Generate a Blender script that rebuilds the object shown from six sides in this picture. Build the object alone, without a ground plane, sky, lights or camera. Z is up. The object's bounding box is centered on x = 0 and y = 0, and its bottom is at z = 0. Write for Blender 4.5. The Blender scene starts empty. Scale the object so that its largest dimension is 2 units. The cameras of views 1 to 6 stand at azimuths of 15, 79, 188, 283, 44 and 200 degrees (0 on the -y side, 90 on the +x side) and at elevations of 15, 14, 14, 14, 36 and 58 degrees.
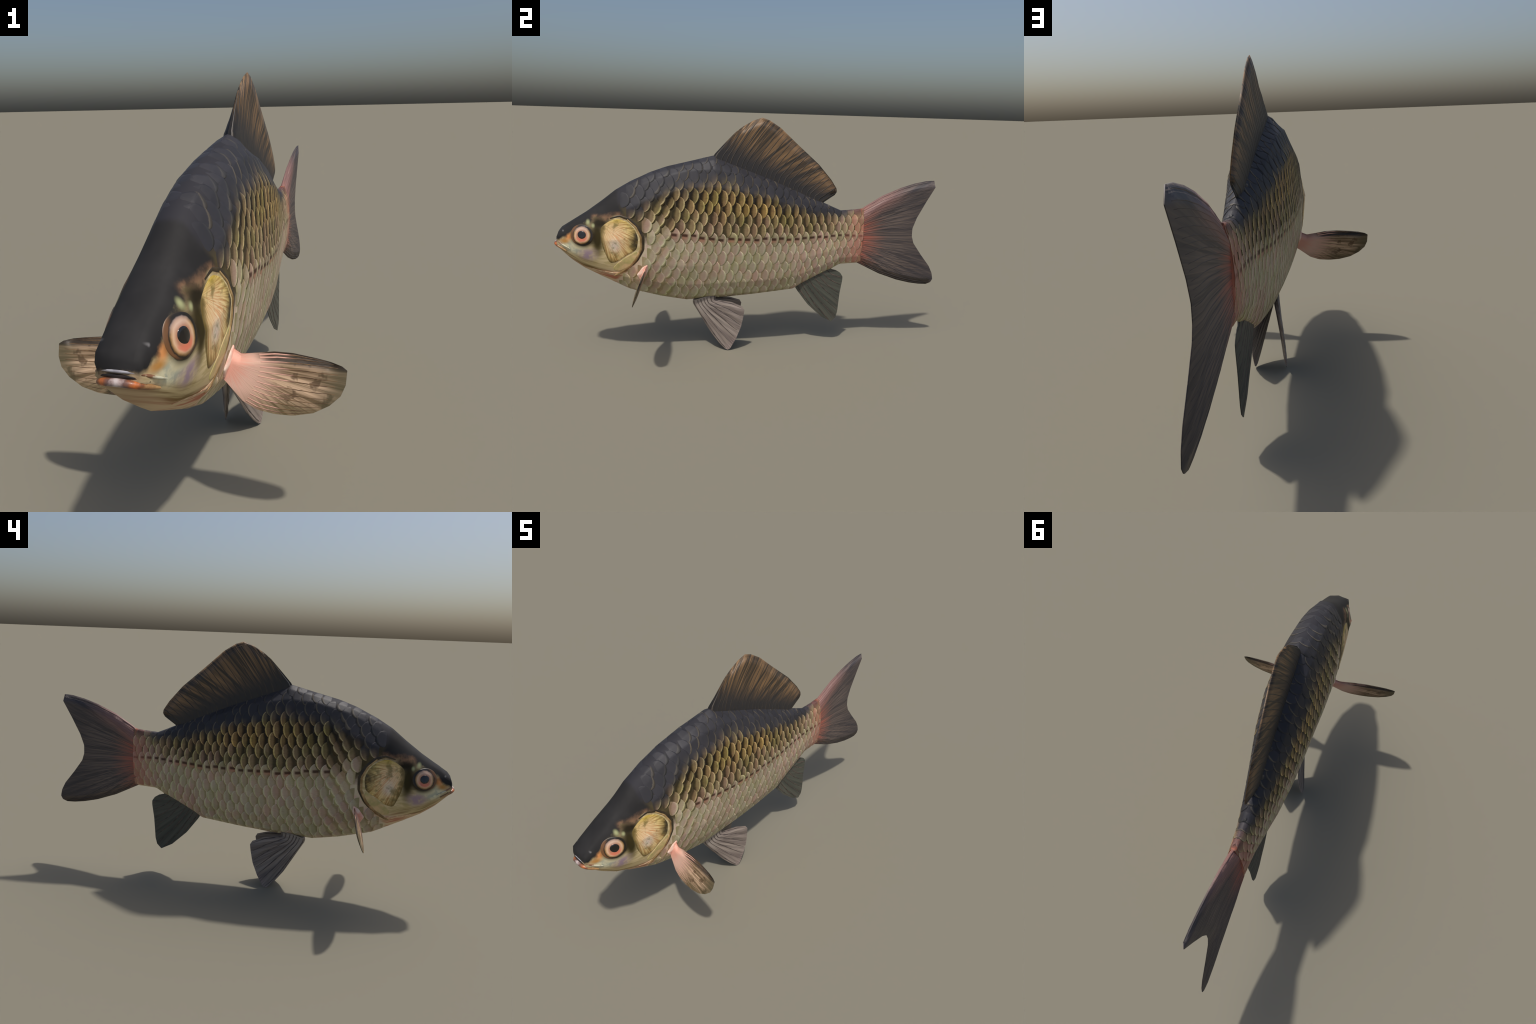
# A carp: one swimming fish with a scaled body, gill plates, eyes, lips and rayed fins.
# Nose towards -y, tail towards +y, left-right symmetric about x = 0.
import bpy, math, random
import numpy as np
from mathutils import Vector, Matrix

random.seed(7)
rng = np.random.default_rng(7)

# ------------------------------------------------------------------ helpers
def srgb(r, g, b):
    f = lambda c: (c / 255 / 12.92) if c / 255 <= 0.04045 else ((c / 255 + 0.055) / 1.055) ** 2.4
    return (f(r), f(g), f(b), 1.0)


def lerp(pairs, y):
    p = np.array(pairs, float)
    return np.interp(y, p[:, 0], p[:, 1])


def smooth(a, b, x):
    t = np.clip((x - a) / (b - a), 0, 1)
    return t * t * (3 - 2 * t)


def unit(v):
    v = np.asarray(v, float)
    return v / (np.linalg.norm(v, axis=-1, keepdims=True) + 1e-12)


def new_mesh(name, verts, faces, mat, parent, origin=(0, 0, 0), frame=None, smooth_shade=True):
    """Object whose local frame is (origin, frame columns); verts are given in world space."""
    v = np.asarray(verts, float) - np.asarray(origin, float)
    M = Matrix.Translation(Vector(origin))
    if frame is not None:
        v = v @ np.asarray(frame, float)
        M = M @ Matrix(np.asarray(frame, float).tolist()).to_4x4()
    me = bpy.data.meshes.new(name)
    me.from_pydata(v.tolist(), [], [list(map(int, f)) for f in faces])
    me.validate()
    if smooth_shade:
        me.polygons.foreach_set("use_smooth", [True] * len(me.polygons))
    if mat is not None:
        me.materials.append(mat)
    ob = bpy.data.objects.new(name, me)
    bpy.context.scene.collection.objects.link(ob)
    ob.parent = parent
    ob.matrix_world = M
    return ob


def sharpen(ob, angle):
    """Mark edges sharper than the angle (degrees) so that thin rims keep a crisp edge."""
    import bmesh
    bm = bmesh.new()
    bm.from_mesh(ob.data)
    bmesh.ops.recalc_face_normals(bm, faces=bm.faces)
    for e in bm.edges:
        if len(e.link_faces) == 2 and e.calc_face_angle(0) > math.radians(angle):
            e.smooth = False
    bm.to_mesh(ob.data)
    bm.free()


# ------------------------------------------------------------------ materials
class Nodes:
    """Short way of writing shader node trees."""

    def __init__(self, name):
        self.mat = bpy.data.materials.new(name)
        self.mat.use_nodes = True
        self.t = self.mat.node_tree
        self.t.nodes.clear()
        self.out = self.t.nodes.new("ShaderNodeOutputMaterial")
        self.bsdf = self.t.nodes.new("ShaderNodeBsdfPrincipled")
        self.t.links.new(self.bsdf.outputs[0], self.out.inputs[0])
        self.tc = self.t.nodes.new("ShaderNodeTexCoord")
        self.geo = self.t.nodes.new("ShaderNodeNewGeometry")

    def put(self, sock, v):
        if isinstance(v, bpy.types.NodeSocket):
            self.t.links.new(v, sock)
        else:
            sock.default_value = v

    @property
    def obj(self):
        return self.tc.outputs["Object"]

    def xyz(self, vec):
        n = self.t.nodes.new("ShaderNodeSeparateXYZ")
        self.put(n.inputs[0], vec)
        return n.outputs[0], n.outputs[1], n.outputs[2]

    def vec(self, x, y, z):
        n = self.t.nodes.new("ShaderNodeCombineXYZ")
        for s, v in zip(n.inputs, (x, y, z)):
            self.put(s, v)
        return n.outputs[0]

    def m(self, op, a, b=0.0, c=0.0, clamp=False):
        n = self.t.nodes.new("ShaderNodeMath")
        n.operation = op
        n.use_clamp = clamp
        for s, v in zip(n.inputs, (a, b, c)):
            self.put(s, v)
        return n.outputs[0]

    def rng(self, v, a, b, c=0.0, d=1.0):
        n = self.t.nodes.new("ShaderNodeMapRange")
        n.interpolation_type = "SMOOTHSTEP"
        n.inputs["From Min"].default_value, n.inputs["From Max"].default_value = a, b
        n.inputs["To Min"].default_value, n.inputs["To Max"].default_value = c, d
        self.put(n.inputs["Value"], v)
        return n.outputs[0]

    def mix(self, f, a, b, mode="MIX"):
        n = self.t.nodes.new("ShaderNodeMix")
        n.data_type = "RGBA"
        n.blend_type = mode
        self.put(n.inputs[0], f)
        self.put(n.inputs[6], a)
        self.put(n.inputs[7], b)
        return n.outputs[2]

    def ramp(self, f, stops):
        n = self.t.nodes.new("ShaderNodeValToRGB")
        e = n.color_ramp.elements
        while len(e) < len(stops):
            e.new(0.5)
        for el, (p, c) in zip(e, stops):
            el.position = p
            el.color = c if not isinstance(c, (int, float)) else (c, c, c, 1)
        self.put(n.inputs[0], f)
        return n.outputs[0]

    def curve(self, f, pts):
        n = self.t.nodes.new("ShaderNodeFloatCurve")
        c = n.mapping.curves[0]
        while len(c.points) < len(pts):
            c.points.new(0.5, 0.5)
        for p, (x, y) in zip(c.points, pts):
            p.location = (x, y)
            p.handle_type = "VECTOR"
        n.mapping.update()
        self.put(n.inputs["Value"], f)
        return n.outputs[0]

    def noise(self, vec, scale, detail=3.0, rough=0.55):
        n = self.t.nodes.new("ShaderNodeTexNoise")
        self.put(n.inputs["Vector"], vec)
        n.inputs["Scale"].default_value = scale
        n.inputs["Detail"].default_value = detail
        n.inputs["Roughness"].default_value = rough
        return n.outputs[0]

    def scaled(self, vec, s):
        n = self.t.nodes.new("ShaderNodeMapping")
        self.put(n.inputs[0], vec)
        n.inputs["Scale"].default_value = s
        return n.outputs[0]

    def ell(self, y, z, cy, cz, ry, rz, soft=0.5):
        """1 inside an ellipse in the side view, fading out over `soft` of its radius."""
        a = self.m("DIVIDE", self.m("SUBTRACT", y, cy), ry)
        b = self.m("DIVIDE", self.m("SUBTRACT", z, cz), rz)
        r = self.m("SQRT", self.m("ADD", self.m("MULTIPLY", a, a), self.m("MULTIPLY", b, b)))
        return self.rng(r, 1 - soft, 1 + soft * 0.3, 1.0, 0.0)

    def prop(self, name):
        n = self.t.nodes.new("ShaderNodeAttribute")
        n.attribute_type = "OBJECT"
        n.attribute_name = '["%s"]' % name
        return n.outputs["Fac"]

    def rand(self):
        return self.t.nodes.new("ShaderNodeObjectInfo").outputs["Random"]

    def done(self, colour, rough=0.5, bump=None, bump_strength=0.2, spec=0.5, coat=0.0):
        self.put(self.bsdf.inputs["Base Color"], colour)
        self.put(self.bsdf.inputs["Roughness"], rough)
        self.bsdf.inputs["Specular IOR Level"].default_value = spec
        self.bsdf.inputs["Coat Weight"].default_value = coat
        self.bsdf.inputs["Coat Roughness"].default_value = 0.15
        if bump is not None:
            n = self.t.nodes.new("ShaderNodeBump")
            n.inputs["Strength"].default_value = bump_strength
            n.inputs["Distance"].default_value = 0.003
            self.put(n.inputs["Height"], bump)
            self.put(self.bsdf.inputs["Normal"], n.outputs[0])
        return self.mat


SLATE = srgb(50, 49, 53)
CROWN = srgb(40, 39, 39)
OLIVE = srgb(208, 194, 162)
GOLD = srgb(232, 200, 132)
PALE = srgb(218, 212, 192)
PINK = srgb(220, 188, 180)
DARKOLIVE = srgb(62, 54, 34)


def skin_material():
    n = Nodes("fish_skin")
    x, y, z = n.xyz(n.obj)
    g = n.noise(n.obj, 40, 4)
    lo = n.mix(n.rng(g, 0.35, 0.7), srgb(206, 194, 164), srgb(206, 176, 158))
    hi = n.mix(n.rng(g, 0.3, 0.7), srgb(66, 58, 40), srgb(84, 74, 50))
    zz = n.m("ADD", z, n.m("MULTIPLY", n.m("SUBTRACT", g, 0.5), 0.05))
    col = n.mix(n.rng(zz, 0.57, 0.64), lo, hi)
    back = n.m("SUBTRACT", zz, n.curve(n.m("MULTIPLY_ADD", y, 0.5, 0.5), BACK_EDGE))
    col = n.mix(n.rng(back, -0.03, 0.04), col, SLATE)
    # ---- the head
    crown_z = n.curve(n.m("MULTIPLY_ADD", y, 0.5, 0.5), CROWN_EDGE)
    wob = n.m("MULTIPLY", n.m("SUBTRACT", n.noise(n.obj, 26, 4), 0.5), 0.05)
    above = n.m("ADD", n.m("SUBTRACT", z, crown_z), wob)
    streak = n.noise(n.scaled(n.obj, (6, 14, 60)), 1.5, 4)
    cheek = n.mix(n.rng(streak, 0.35, 0.65), srgb(186, 168, 118), srgb(214, 194, 150))
    cheek = n.mix(n.ell(y, z, -0.91, 0.565, 0.07, 0.045, 0.9), cheek, n.mix(n.rng(g, 0.4, 0.6), srgb(214, 210, 180), srgb(168, 174, 160)))
    cheek = n.mix(n.ell(y, z, -0.790, 0.62, 0.036, 0.11, 0.7), cheek, srgb(58, 50, 26))
    cheek = n.mix(n.ell(y, z, -0.775, 0.69, 0.07, 0.045, 0.8), cheek, srgb(40, 34, 22))
    cheek = n.mix(n.m("MULTIPLY", n.ell(y, z, -0.838, 0.535, 0.052, 0.040, 0.8), n.rng(g, 0.3, 0.55, 0.45, 1.0)), cheek, srgb(162, 140, 150))
    cheek = n.mix(n.ell(y, z, -0.875, 0.575, 0.05, 0.018, 0.8), cheek, srgb(206, 196, 160))
    cheek = n.mix(n.ell(y, z, -0.945, 0.600, 0.03, 0.016, 0.8), cheek, srgb(178, 128, 66))
    cheek = n.mix(n.ell(y, z, -0.925, 0.625, 0.022, 0.024, 0.6), cheek, srgb(206, 140, 84))
    cheek = n.mix(n.ell(y, z, -0.856, 0.626, 0.066, 0.062, 0.35), cheek, srgb(46, 38, 24))
    # jaw, throat and branchial folds: fine lines that follow the lower jaw
    low = n.m("SUBTRACT", z, n.curve(n.m("MULTIPLY_ADD", y, 0.5, 0.5), JAW_EDGE))
    lines = n.noise(n.vec(n.m("MULTIPLY", x, 4.0), n.m("MULTIPLY", y, 5.0), n.m("MULTIPLY", low, 90.0)), 1.0, 3)
    jaw = n.mix(n.rng(lines, 0.35, 0.62), srgb(126, 102, 60), srgb(206, 186, 140))
    cheek = n.mix(n.rng(low, 0.0, 0.03, 1.0, 0.0), cheek, jaw)
    fold = n.mix(n.rng(lines, 0.38, 0.6), srgb(182, 118, 92), srgb(212, 188, 154))
    cheek = n.mix(n.ell(y, z, -0.76, 0.415, 0.11, 0.05, 0.8), cheek, fold)
    chin = n.mix(n.rng(lines, 0.3, 0.7), srgb(166, 140, 108), srgb(196, 172, 138))
    cheek = n.mix(n.rng(n.m("ABSOLUTE", x), 0.035, 0.07, 1.0, 0.0), cheek, n.mix(n.rng(z, 0.42, 0.56), fold, chin))
    crown = n.mix(n.rng(n.noise(n.obj, 14, 3), 0.4, 0.75), CROWN, srgb(46, 45, 45))
    rim = n.mix(n.rng(n.noise(n.obj, 34, 3), 0.4, 0.6), srgb(78, 62, 48), srgb(120, 92, 70))
    rim = n.mix(n.rng(y, -0.80, -0.83), rim, CROWN)
    head = n.mix(n.rng(above, -0.015, 0.012), cheek, rim)
    head = n.mix(n.rng(above, 0.006, 0.035), head, crown)
    for cy, cz, r in ((-0.832, 0.690, 0.017), (-0.808, 0.676, 0.014)):
        head = n.mix(n.ell(y, z, cy, cz, r * 0.65, r * 0.85, 0.9), head, srgb(158, 160, 118))
    head = n.mix(n.ell(y, z, -0.950, 0.646, 0.005, 0.005, 0.9), head, srgb(104, 102, 102))
    edge = n.curve(n.m("MULTIPLY_ADD", z, 1.0, 0.0), HEAD_BACK)
    behind = n.m("ADD", n.m("SUBTRACT", n.m("MULTIPLY_ADD", y, 0.5, 0.5), edge), n.m("MULTIPLY", wob, 0.1))
    col = n.mix(n.rng(behind, -0.006, 0.006), head, col)
    # reddish peduncle end
    col = n.mix(n.rng(n.m("ADD", y, wob), 0.52, 0.57), col, srgb(186, 110, 88))
    return n.done(col, 0.65, g, 0.12, spec=0.15)


def scale_material():
    """Dark root, mid field, pale crescent at the free edge; tones come from each scale's own properties."""
    n = Nodes("scale_skin")
    x, y, z = n.xyz(n.obj)
    dark, gold, pale, blush = (n.prop(k) for k in ("dark", "gold", "pale", "blush"))
    r = n.rand()
    yb = n.m("DIVIDE", y, 0.8)
    arc = n.m("SQRT", n.m("MAXIMUM", n.m("SUBTRACT", 1.0, n.m("MULTIPLY", yb, yb)), 0.0))
    d = n.m("SUBTRACT", n.m("MULTIPLY", arc, 0.75), x)          # 0 at the free edge, 1 at the root
    g = n.noise(n.vec(n.m("MULTIPLY", x, 1.5), n.m("MULTIPLY_ADD", r, 37.0, n.m("MULTIPLY", y, 5.0)), z), 2.2, 4)
    d = n.m("ADD", d, n.m("MULTIPLY", n.m("SUBTRACT", g, 0.5), 0.16))
    lens = n.m("MULTIPLY_ADD", n.m("SUBTRACT", 1.0, n.m("MULTIPLY", yb, yb)), n.m("MULTIPLY_ADD", pale, 0.10, 0.70), 0.10)
    d = n.m("DIVIDE", d, n.m("MAXIMUM", lens, 0.1))              # 1 where the lens-shaped exposed field ends
    world = n.geo.outputs["Position"]
    big = n.noise(world, 11, 4, 0.6)
    fan = n.noise(n.vec(n.m("MULTIPLY_ADD", r, 19.0, n.m("MULTIPLY", x, 0.7)), n.m("MULTIPLY", y, 9.0), z), 2.0, 3)
    dark = n.m("ADD", dark, n.m("MULTIPLY", y, n.prop("dark_step")), clamp=True)
    mid = n.mix(gold, OLIVE, GOLD)
    mid = n.mix(pale, mid, PALE)
    mid = n.mix(n.m("MULTIPLY", blush, n.rng(d, 0.1, 0.35)), mid, PINK)
    mid = n.mix(n.m("MULTIPLY", n.rng(r, 0.45, 0.95), n.m("SUBTRACT", 0.5, n.m("MULTIPLY", pale, 0.32))), mid, srgb(188, 176, 116))
    mid = n.mix(n.m("MULTIPLY", n.rng(g, 0.45, 0.75), 0.35), mid, n.mix(0.4, mid, srgb(150, 120, 110)))
    mid = n.mix(n.m("MULTIPLY", n.rng(big, 0.50, 0.62), 0.5), mid, n.mix(pale, srgb(158, 156, 92), srgb(196, 198, 158)))
    mid = n.mix(n.m("MULTIPLY", n.rng(big, 0.48, 0.38), 0.45), mid, n.mix(pale, srgb(176, 142, 122), srgb(214, 176, 168)))
    mid = n.mix(n.m("MULTIPLY", n.rng(fan, 0.5, 0.7), 0.3), mid, n.mix(pale, srgb(110, 92, 62), srgb(182, 172, 148)))
    strong = n.ramp(d, [(0.0, srgb(70, 60, 38)), (0.04, srgb(176, 162, 120)), (0.09, srgb(255, 252, 230)), (0.17, srgb(244, 236, 210)), (0.30, srgb(164, 152, 132)), (0.62, srgb(150, 138, 118)), (0.84, srgb(86, 74, 52)), (1.0, srgb(40, 34, 23))])  # overlap shadow at the root and highlight along the free edge, painted into the colour
    weak = n.ramp(d, [(0.0, srgb(204, 200, 166)), (0.05, srgb(230, 228, 194)), (0.10, srgb(255, 255, 232)), (0.2, srgb(234, 230, 214)), (0.4, srgb(216, 208, 198)), (0.8, srgb(212, 205, 190)), (1.0, srgb(188, 182, 154))])
    shade = n.mix(pale, strong, weak)
    col = n.mix(1.0, mid, shade, "MULTIPLY")
    back = n.mix(n.rng(d, 0.06, 0.24, 1.0, 0.0), SLATE, n.mix(n.rng(r, 0.0, 1.0), srgb(64, 63, 62), srgb(112, 102, 86)))
    back = n.mix(n.rng(d, 0.0, 0.08, 0.5, 0.0), back, srgb(42, 42, 46))
    col = n.mix(dark, col, back)
    # pore of the lateral line
    pore = n.m("MULTIPLY", n.prop("pore"), n.m("MULTIPLY", n.rng(n.m("ADD", n.m("ABSOLUTE", n.m("ADD", y, -0.06)), n.m("MULTIPLY", n.m("SUBTRACT", g, 0.5), 0.12)), 0.06, 0.22, 1.0, 0.0), n.rng(d, 0.28, 0.55)))
    halo = n.m("MULTIPLY", n.prop("pore"), n.m("MULTIPLY", n.rng(n.m("ABSOLUTE", n.m("ADD", y, 0.10)), 0.1, 0.35, 0.6, 0.0), n.m("MULTIPLY", n.rng(d, 0.3, 0.5), n.rng(r, 0.1, 0.8))))
    col = n.mix(halo, col, srgb(176, 118, 96))
    col = n.mix(n.m("MULTIPLY", pore, 0.9), col, srgb(58, 32, 22))
    col = n.mix(n.m("MULTIPLY", n.prop("ruddy"), n.rng(g, 0.3, 0.6, 0.5, 1.0)), col, srgb(178, 116, 98))
    v = n.m("MULTIPLY_ADD", n.m("SUBTRACT", n.m("FRACT", n.m("MULTIPLY", r, 7.13)), 0.5), n.m("MULTIPLY_ADD", pale, -0.12, 0.30), 1.0)
    col = n.mix(1.0, col, n.vec(v, v, v), "MULTIPLY")
    return n.done(col, 0.55, g, 0.12, spec=0.28)


def simple_material(name, a, b, scale=30, stretch=(1, 1, 1), rough=0.5, bump=0.15, coat=0.0):
    n = Nodes(name)
    g = n.noise(n.scaled(n.obj, stretch), scale, 4)
    return n.done(n.mix(n.rng(g, 0.35, 0.65), a, b), rough, g, bump, coat=coat)


def polar(n, flip=1.0):
    """Angle and distance about the local origin in the object's own x-y plane."""
    x, y, z = n.xyz(n.obj)
    ang = n.m("ARCTAN2", y, n.m("MULTIPLY", x, flip))
    rad = n.m("SQRT", n.m("ADD", n.m("MULTIPLY", x, x), n.m("MULTIPLY", y, y)))
    return ang, rad, x, y


# ------------------------------------------------------------------ body profile
TOP = [(-0.99, 0.60), (-0.971, 0.651), (-0.844, 0.731), (-0.771, 0.784), (-0.705, 0.836), (-0.637, 0.876), (-0.576, 0.905),
       (-0.538, 0.923), (-0.459, 0.951), (-0.35, 0.977), (-0.262, 0.999), (-0.225, 1.008), (-0.091, 0.962), (0.055, 0.906),
       (0.209, 0.837), (0.338, 0.775), (0.436, 0.732), (0.55, 0.739), (0.57, 0.75)]
BOTTOM = [(-1.0, 0.585), (-0.989, 0.563), (-0.914, 0.486), (-0.86, 0.445), (-0.767, 0.394), (-0.653, 0.333), (-0.496, 0.29),
          (-0.457, 0.282), (-0.37, 0.266), (-0.174, 0.274), (-0.025, 0.285), (0.088, 0.297), (0.195, 0.309), (0.30, 0.365),
          (0.40, 0.414), (0.446, 0.441), (0.548, 0.446)]
STATIONS = [-0.975, -0.93, -0.86, -0.775, -0.70, -0.60, -0.50, -0.36, -0.23, -0.10, 0.05, 0.20, 0.34, 0.44, 0.50, 0.56]
# half-width and height of the lengthwise edges of the cross-section at those stations
EDGES = {
    "ridge_edge": ([.032, .032, .032, .031, .032, .034, .033, .034, .034, .024, .021, .018, .015, .013, .011, .010],
                   [.637, .673, .715, .775, .833, .886, .925, .962, .988, .945, .890, .828, .766, .728, .732, .741]),
    "shoulder": ([.050, .051, .054, .055, .056, .057, .059, .063, .066, .061, .053, .045, .035, .022, .018, .013],
                 [.632, .661, .702, .750, .798, .858, .902, .938, .946, .922, .871, .800, .745, .715, .720, .725]),
    "upper_flank": ([.054, .063, .078, .086, .089, .096, .096, .096, .098, .099, .086, .062, .041, .032, .028, .024],
                    [.610, .628, .660, .703, .735, .778, .820, .858, .862, .844, .803, .760, .722, .690, .690, .690]),
    "widest": ([.051, .070, .096, .102, .107, .110, .113, .116, .114, .109, .096, .071, .048, .041, .036, .031],
               [.595, .597, .600, .605, .610, .620, .630, .638, .631, .625, .618, .613, .607, .600, .600, .600]),
    "lower_flank": ([.056, .067, .083, .090, .097, .100, .099, .096, .090, .086, .078, .062, .046, .039, .034, .027],
                    [.582, .570, .542, .522, .504, .489, .481, .472, .472, .472, .476, .482, .516, .539, .542, .543]),
    "keel_edge": ([.038, .058, .074, .079, .081, .079, .075, .070, .067, .067, .060, .046, .035, .028, .025, .021],
                  [.561, .528, .487, .454, .426, .400, .383, .367, .369, .373, .381, .393, .445, .481, .486, .488]),
}
LATERAL = [(-0.65, 0.70), (-0.529, 0.672), (-0.446, 0.633), (-0.239, 0.608), (-0.024, 0.599), (0.198, 0.594), (0.373, 0.604), (0.56, 0.601)]
# masks of the skin material (curves over (y + 1) / 2 or over z)
half = lambda pts: [((a + 1) / 2, b) for a, b in pts]
CROWN_EDGE = half([(-1, 0.590), (-0.972, 0.598), (-0.955, 0.612), (-0.933, 0.625), (-0.914, 0.644), (-0.887, 0.659), (-0.845, 0.680), (-0.80, 0.704), (-0.749, 0.705), (-0.69, 0.716), (-0.62, 0.70), (1, 0.7)])
JAW_EDGE = half([(-1, 0.570), (-0.93, 0.535), (-0.87, 0.500), (-0.80, 0.475), (-0.72, 0.452), (-0.62, 0.47), (1, 0.5)])
BACK_EDGE = half([(-1, 0.70), (-0.65, 0.76), (-0.45, 0.80), (-0.2, 0.79), (0.1, 0.73), (0.3, 0.69), (0.44, 0.69), (0.5, 0.715), (1, 0.74)])
HEAD_BACK = [(0.0, 0.13), (0.40, 0.145), (0.45, 0.172), (0.50, 0.197), (0.56, 0.210), (0.62, 0.210), (0.68, 0.194), (0.72, 0.170), (0.78, 0.155), (0.85, 0.150), (1.0, 0.14)]


def section(y):
    """Half cross-section at y: points from the ridge (x = 0) down to the belly (x = 0)."""
    pts = [(0.0, lerp(TOP, y))]
    for xs, zs in EDGES.values():
        pts.append((np.interp(y, STATIONS, xs), np.interp(y, STATIONS, zs)))
    kx, kz = pts[-1]
    b = lerp(BOTTOM, y)
    w = 1.0 if y > -0.8 else 0.75
    pts.append((kx * 0.52, b + (kz - b) * (0.52 - 0.27 * w)))
    pts.append((0.0, b))
    return np.array(pts)


def section_normals(y, e=0.03):
    """Smoothed normals at the section points (averaged over neighbouring facets and along the body)."""
    y0, y1 = max(y - e, STATIONS[0]), min(y + e, STATIONS[-1])
    s, s0, s1 = section(y), section(y0), section(y1)
    along = np.stack([(s1 - s0)[:, 0], np.full(len(s), y1 - y0), (s1 - s0)[:, 1]], 1)
    seg = np.diff(s, axis=0)
    seg = unit(seg)
    first, last = seg[0] * [1, -1], seg[-1] * [1, -1]
    tan = np.stack([unit(a + b) for a, b in zip([first, *seg], [*seg, last])])
    across = np.stack([tan[:, 0], 0 * tan[:, 0], tan[:, 1]], 1)
    nn = unit(np.cross(across, along))
    nn[nn[:, 0] < -0.01] *= 1
    flip = (nn * np.stack([s[:, 0], 0 * s[:, 0], s[:, 1] - 0.6], 1)).sum(1) < 0
    nn[flip] *= -1
    nn[0, 0] = nn[-1, 0] = 0
    return unit(nn)


CACHE = {}


def ring(y):
    k = round(float(y), 4)
    if k not in CACHE:
        s = section(k)
        arc = np.concatenate([[0], np.cumsum(np.hypot(*np.diff(s, axis=0).T))])
        zl = lerp(LATERAL, k)
        i = int(np.argmax(s[:, 1] < zl))
        f = (s[i - 1, 1] - zl) / (s[i - 1, 1] - s[i, 1])
        CACHE[k] = (s, section_normals(k), arc, arc[i - 1] + f * (arc[i] - arc[i - 1]))
    return CACHE[k]


def flank(y, t):
    """Point and normal at distance t above the lateral line, wrapping over the ridge and under the belly."""
    y = min(max(y, STATIONS[0]), STATIONS[-1])
    s, nn, arc, a0 = ring(y)
    a = a0 - t
    side = 1.0
    if a < 0:
        a, side = -a, -1.0
    if a > arc[-1]:
        a, side = 2 * arc[-1] - a, -1.0
    p = np.array([np.interp(a, arc, s[:, 0]) * side, y, np.interp(a, arc, s[:, 1])])
    n = np.array([np.interp(a, arc, nn[:, k]) for k in range(3)])
    n[0] *= side
    return p, unit(n)


def t_limits(y):
    s, nn, arc, a0 = ring(y)
    return a0 - arc[-1], a0


def at_side(y, z):
    """Point and normal on the left flank seen at (y, z) in the side view."""
    s, nn, arc, a0 = ring(min(max(y, STATIONS[0]), STATIONS[-1]))
    zz = s[:, 1][::-1]
    a = np.interp(z, zz, arc[::-1])
    return flank(y, a0 - a)


# ------------------------------------------------------------------ root
fish = bpy.data.objects.new("carp_fish", None)
bpy.context.scene.collection.objects.link(fish)
fish.empty_display_size = 0.2
fish["label"] = "swimming carp with dark back, golden scales and reddish tail root"
fish["category"] = "fish"

# ------------------------------------------------------------------ body: one surface, split by region
SKIN = skin_material()


def build_body():
    ys = sorted(set(np.round(np.concatenate([np.linspace(STATIONS[0], STATIONS[-1], 110), STATIONS, [-0.64, 0.40]]), 4)))
    sub = 3
    verts, norms = [], []
    for y in ys:
        s, nn = section(y), section_normals(y)
        row, rown = [], []
        for i in range(len(s) - 1):
            for k in range(sub):
                f = k / sub
                p, n = s[i] * (1 - f) + s[i + 1] * f, unit(nn[i] * (1 - f) + nn[i + 1] * f)
                row.append((p[0], y, p[1]))
                rown.append(n)
        row.append((0, y, s[-1][1]))
        rown.append(nn[-1])
        for p, n in zip(row[-2:0:-1], rown[-2:0:-1]):
            row.append((-p[0], p[1], p[2]))
            rown.append(np.array([-n[0], n[1], n[2]]))
        verts += row
        norms += rown
    R = len(row)
    faces, region = [], []
    for j in range(len(ys) - 1):
        mid = (ys[j] + ys[j + 1]) / 2
        reg = "head" if mid < -0.64 else ("trunk" if mid < 0.40 else "tail_stalk")
        for i in range(R):
            a, b = j * R + i, j * R + (i + 1) % R
            faces.append((a, a + R, b + R, b))
            region.append(reg)
    # nose and tail caps: the snout runs in one more ring, then closes
    base = np.array(verts[:R])
    c = base.mean(0)
    k = len(verts)
    for f, yy in ((0.84, -0.983), (0.50, -0.986)):
        for p in base:
            q = c + (p - c) * f
            verts.append((q[0], yy, 0.592 + (q[2] - c[2]) * 0.75))
            norms.append(unit((p - c) * [1, 0, 1] * 0.6 + np.array([0, -0.05, 0])))
    verts.append((0, -0.984, 0.592))
    norms.append((0, -1, 0))
    for lo, hi in ((0, k), (k, k + R)):
        for i in range(R):
            faces.append((lo + i, lo + (i + 1) % R, hi + (i + 1) % R, hi + i))
            region.append("head")
    for i in range(R):
        faces.append((k + R + i, k + R + (i + 1) % R, k + 2 * R))
        region.append("head")
    e = (len(ys) - 1) * R
    verts.append((0, ys[-1] + 0.004, 0.6))
    norms.append((0, 1, 0))
    for i in range(R):
        faces.append((e + i, len(verts) - 1, e + (i + 1) % R))
        region.append("tail_stalk")
    verts, norms = np.array(verts), np.array(norms)
    parts = {}
    for reg in ("head", "trunk", "tail_stalk"):
        fs = [f for f, r in zip(faces, region) if r == reg]
        used = sorted({i for f in fs for i in f})
        remap = {v: i for i, v in enumerate(used)}
        ob = new_mesh(reg, verts[used], [[remap[i] for i in f] for f in fs], SKIN, fish)
        me = ob.data
        # make faces point outward, then give them the whole body's normals
        area = sum(p.normal.dot(Vector(norms[used[p.vertices[0]]])) for p in me.polygons)
        if area < 0:
            me.flip_normals()
        me.normals_split_custom_set_from_vertices([tuple(map(float, norms[i])) for i in used])
        parts[reg] = ob
    return parts


body = build_body()

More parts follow.
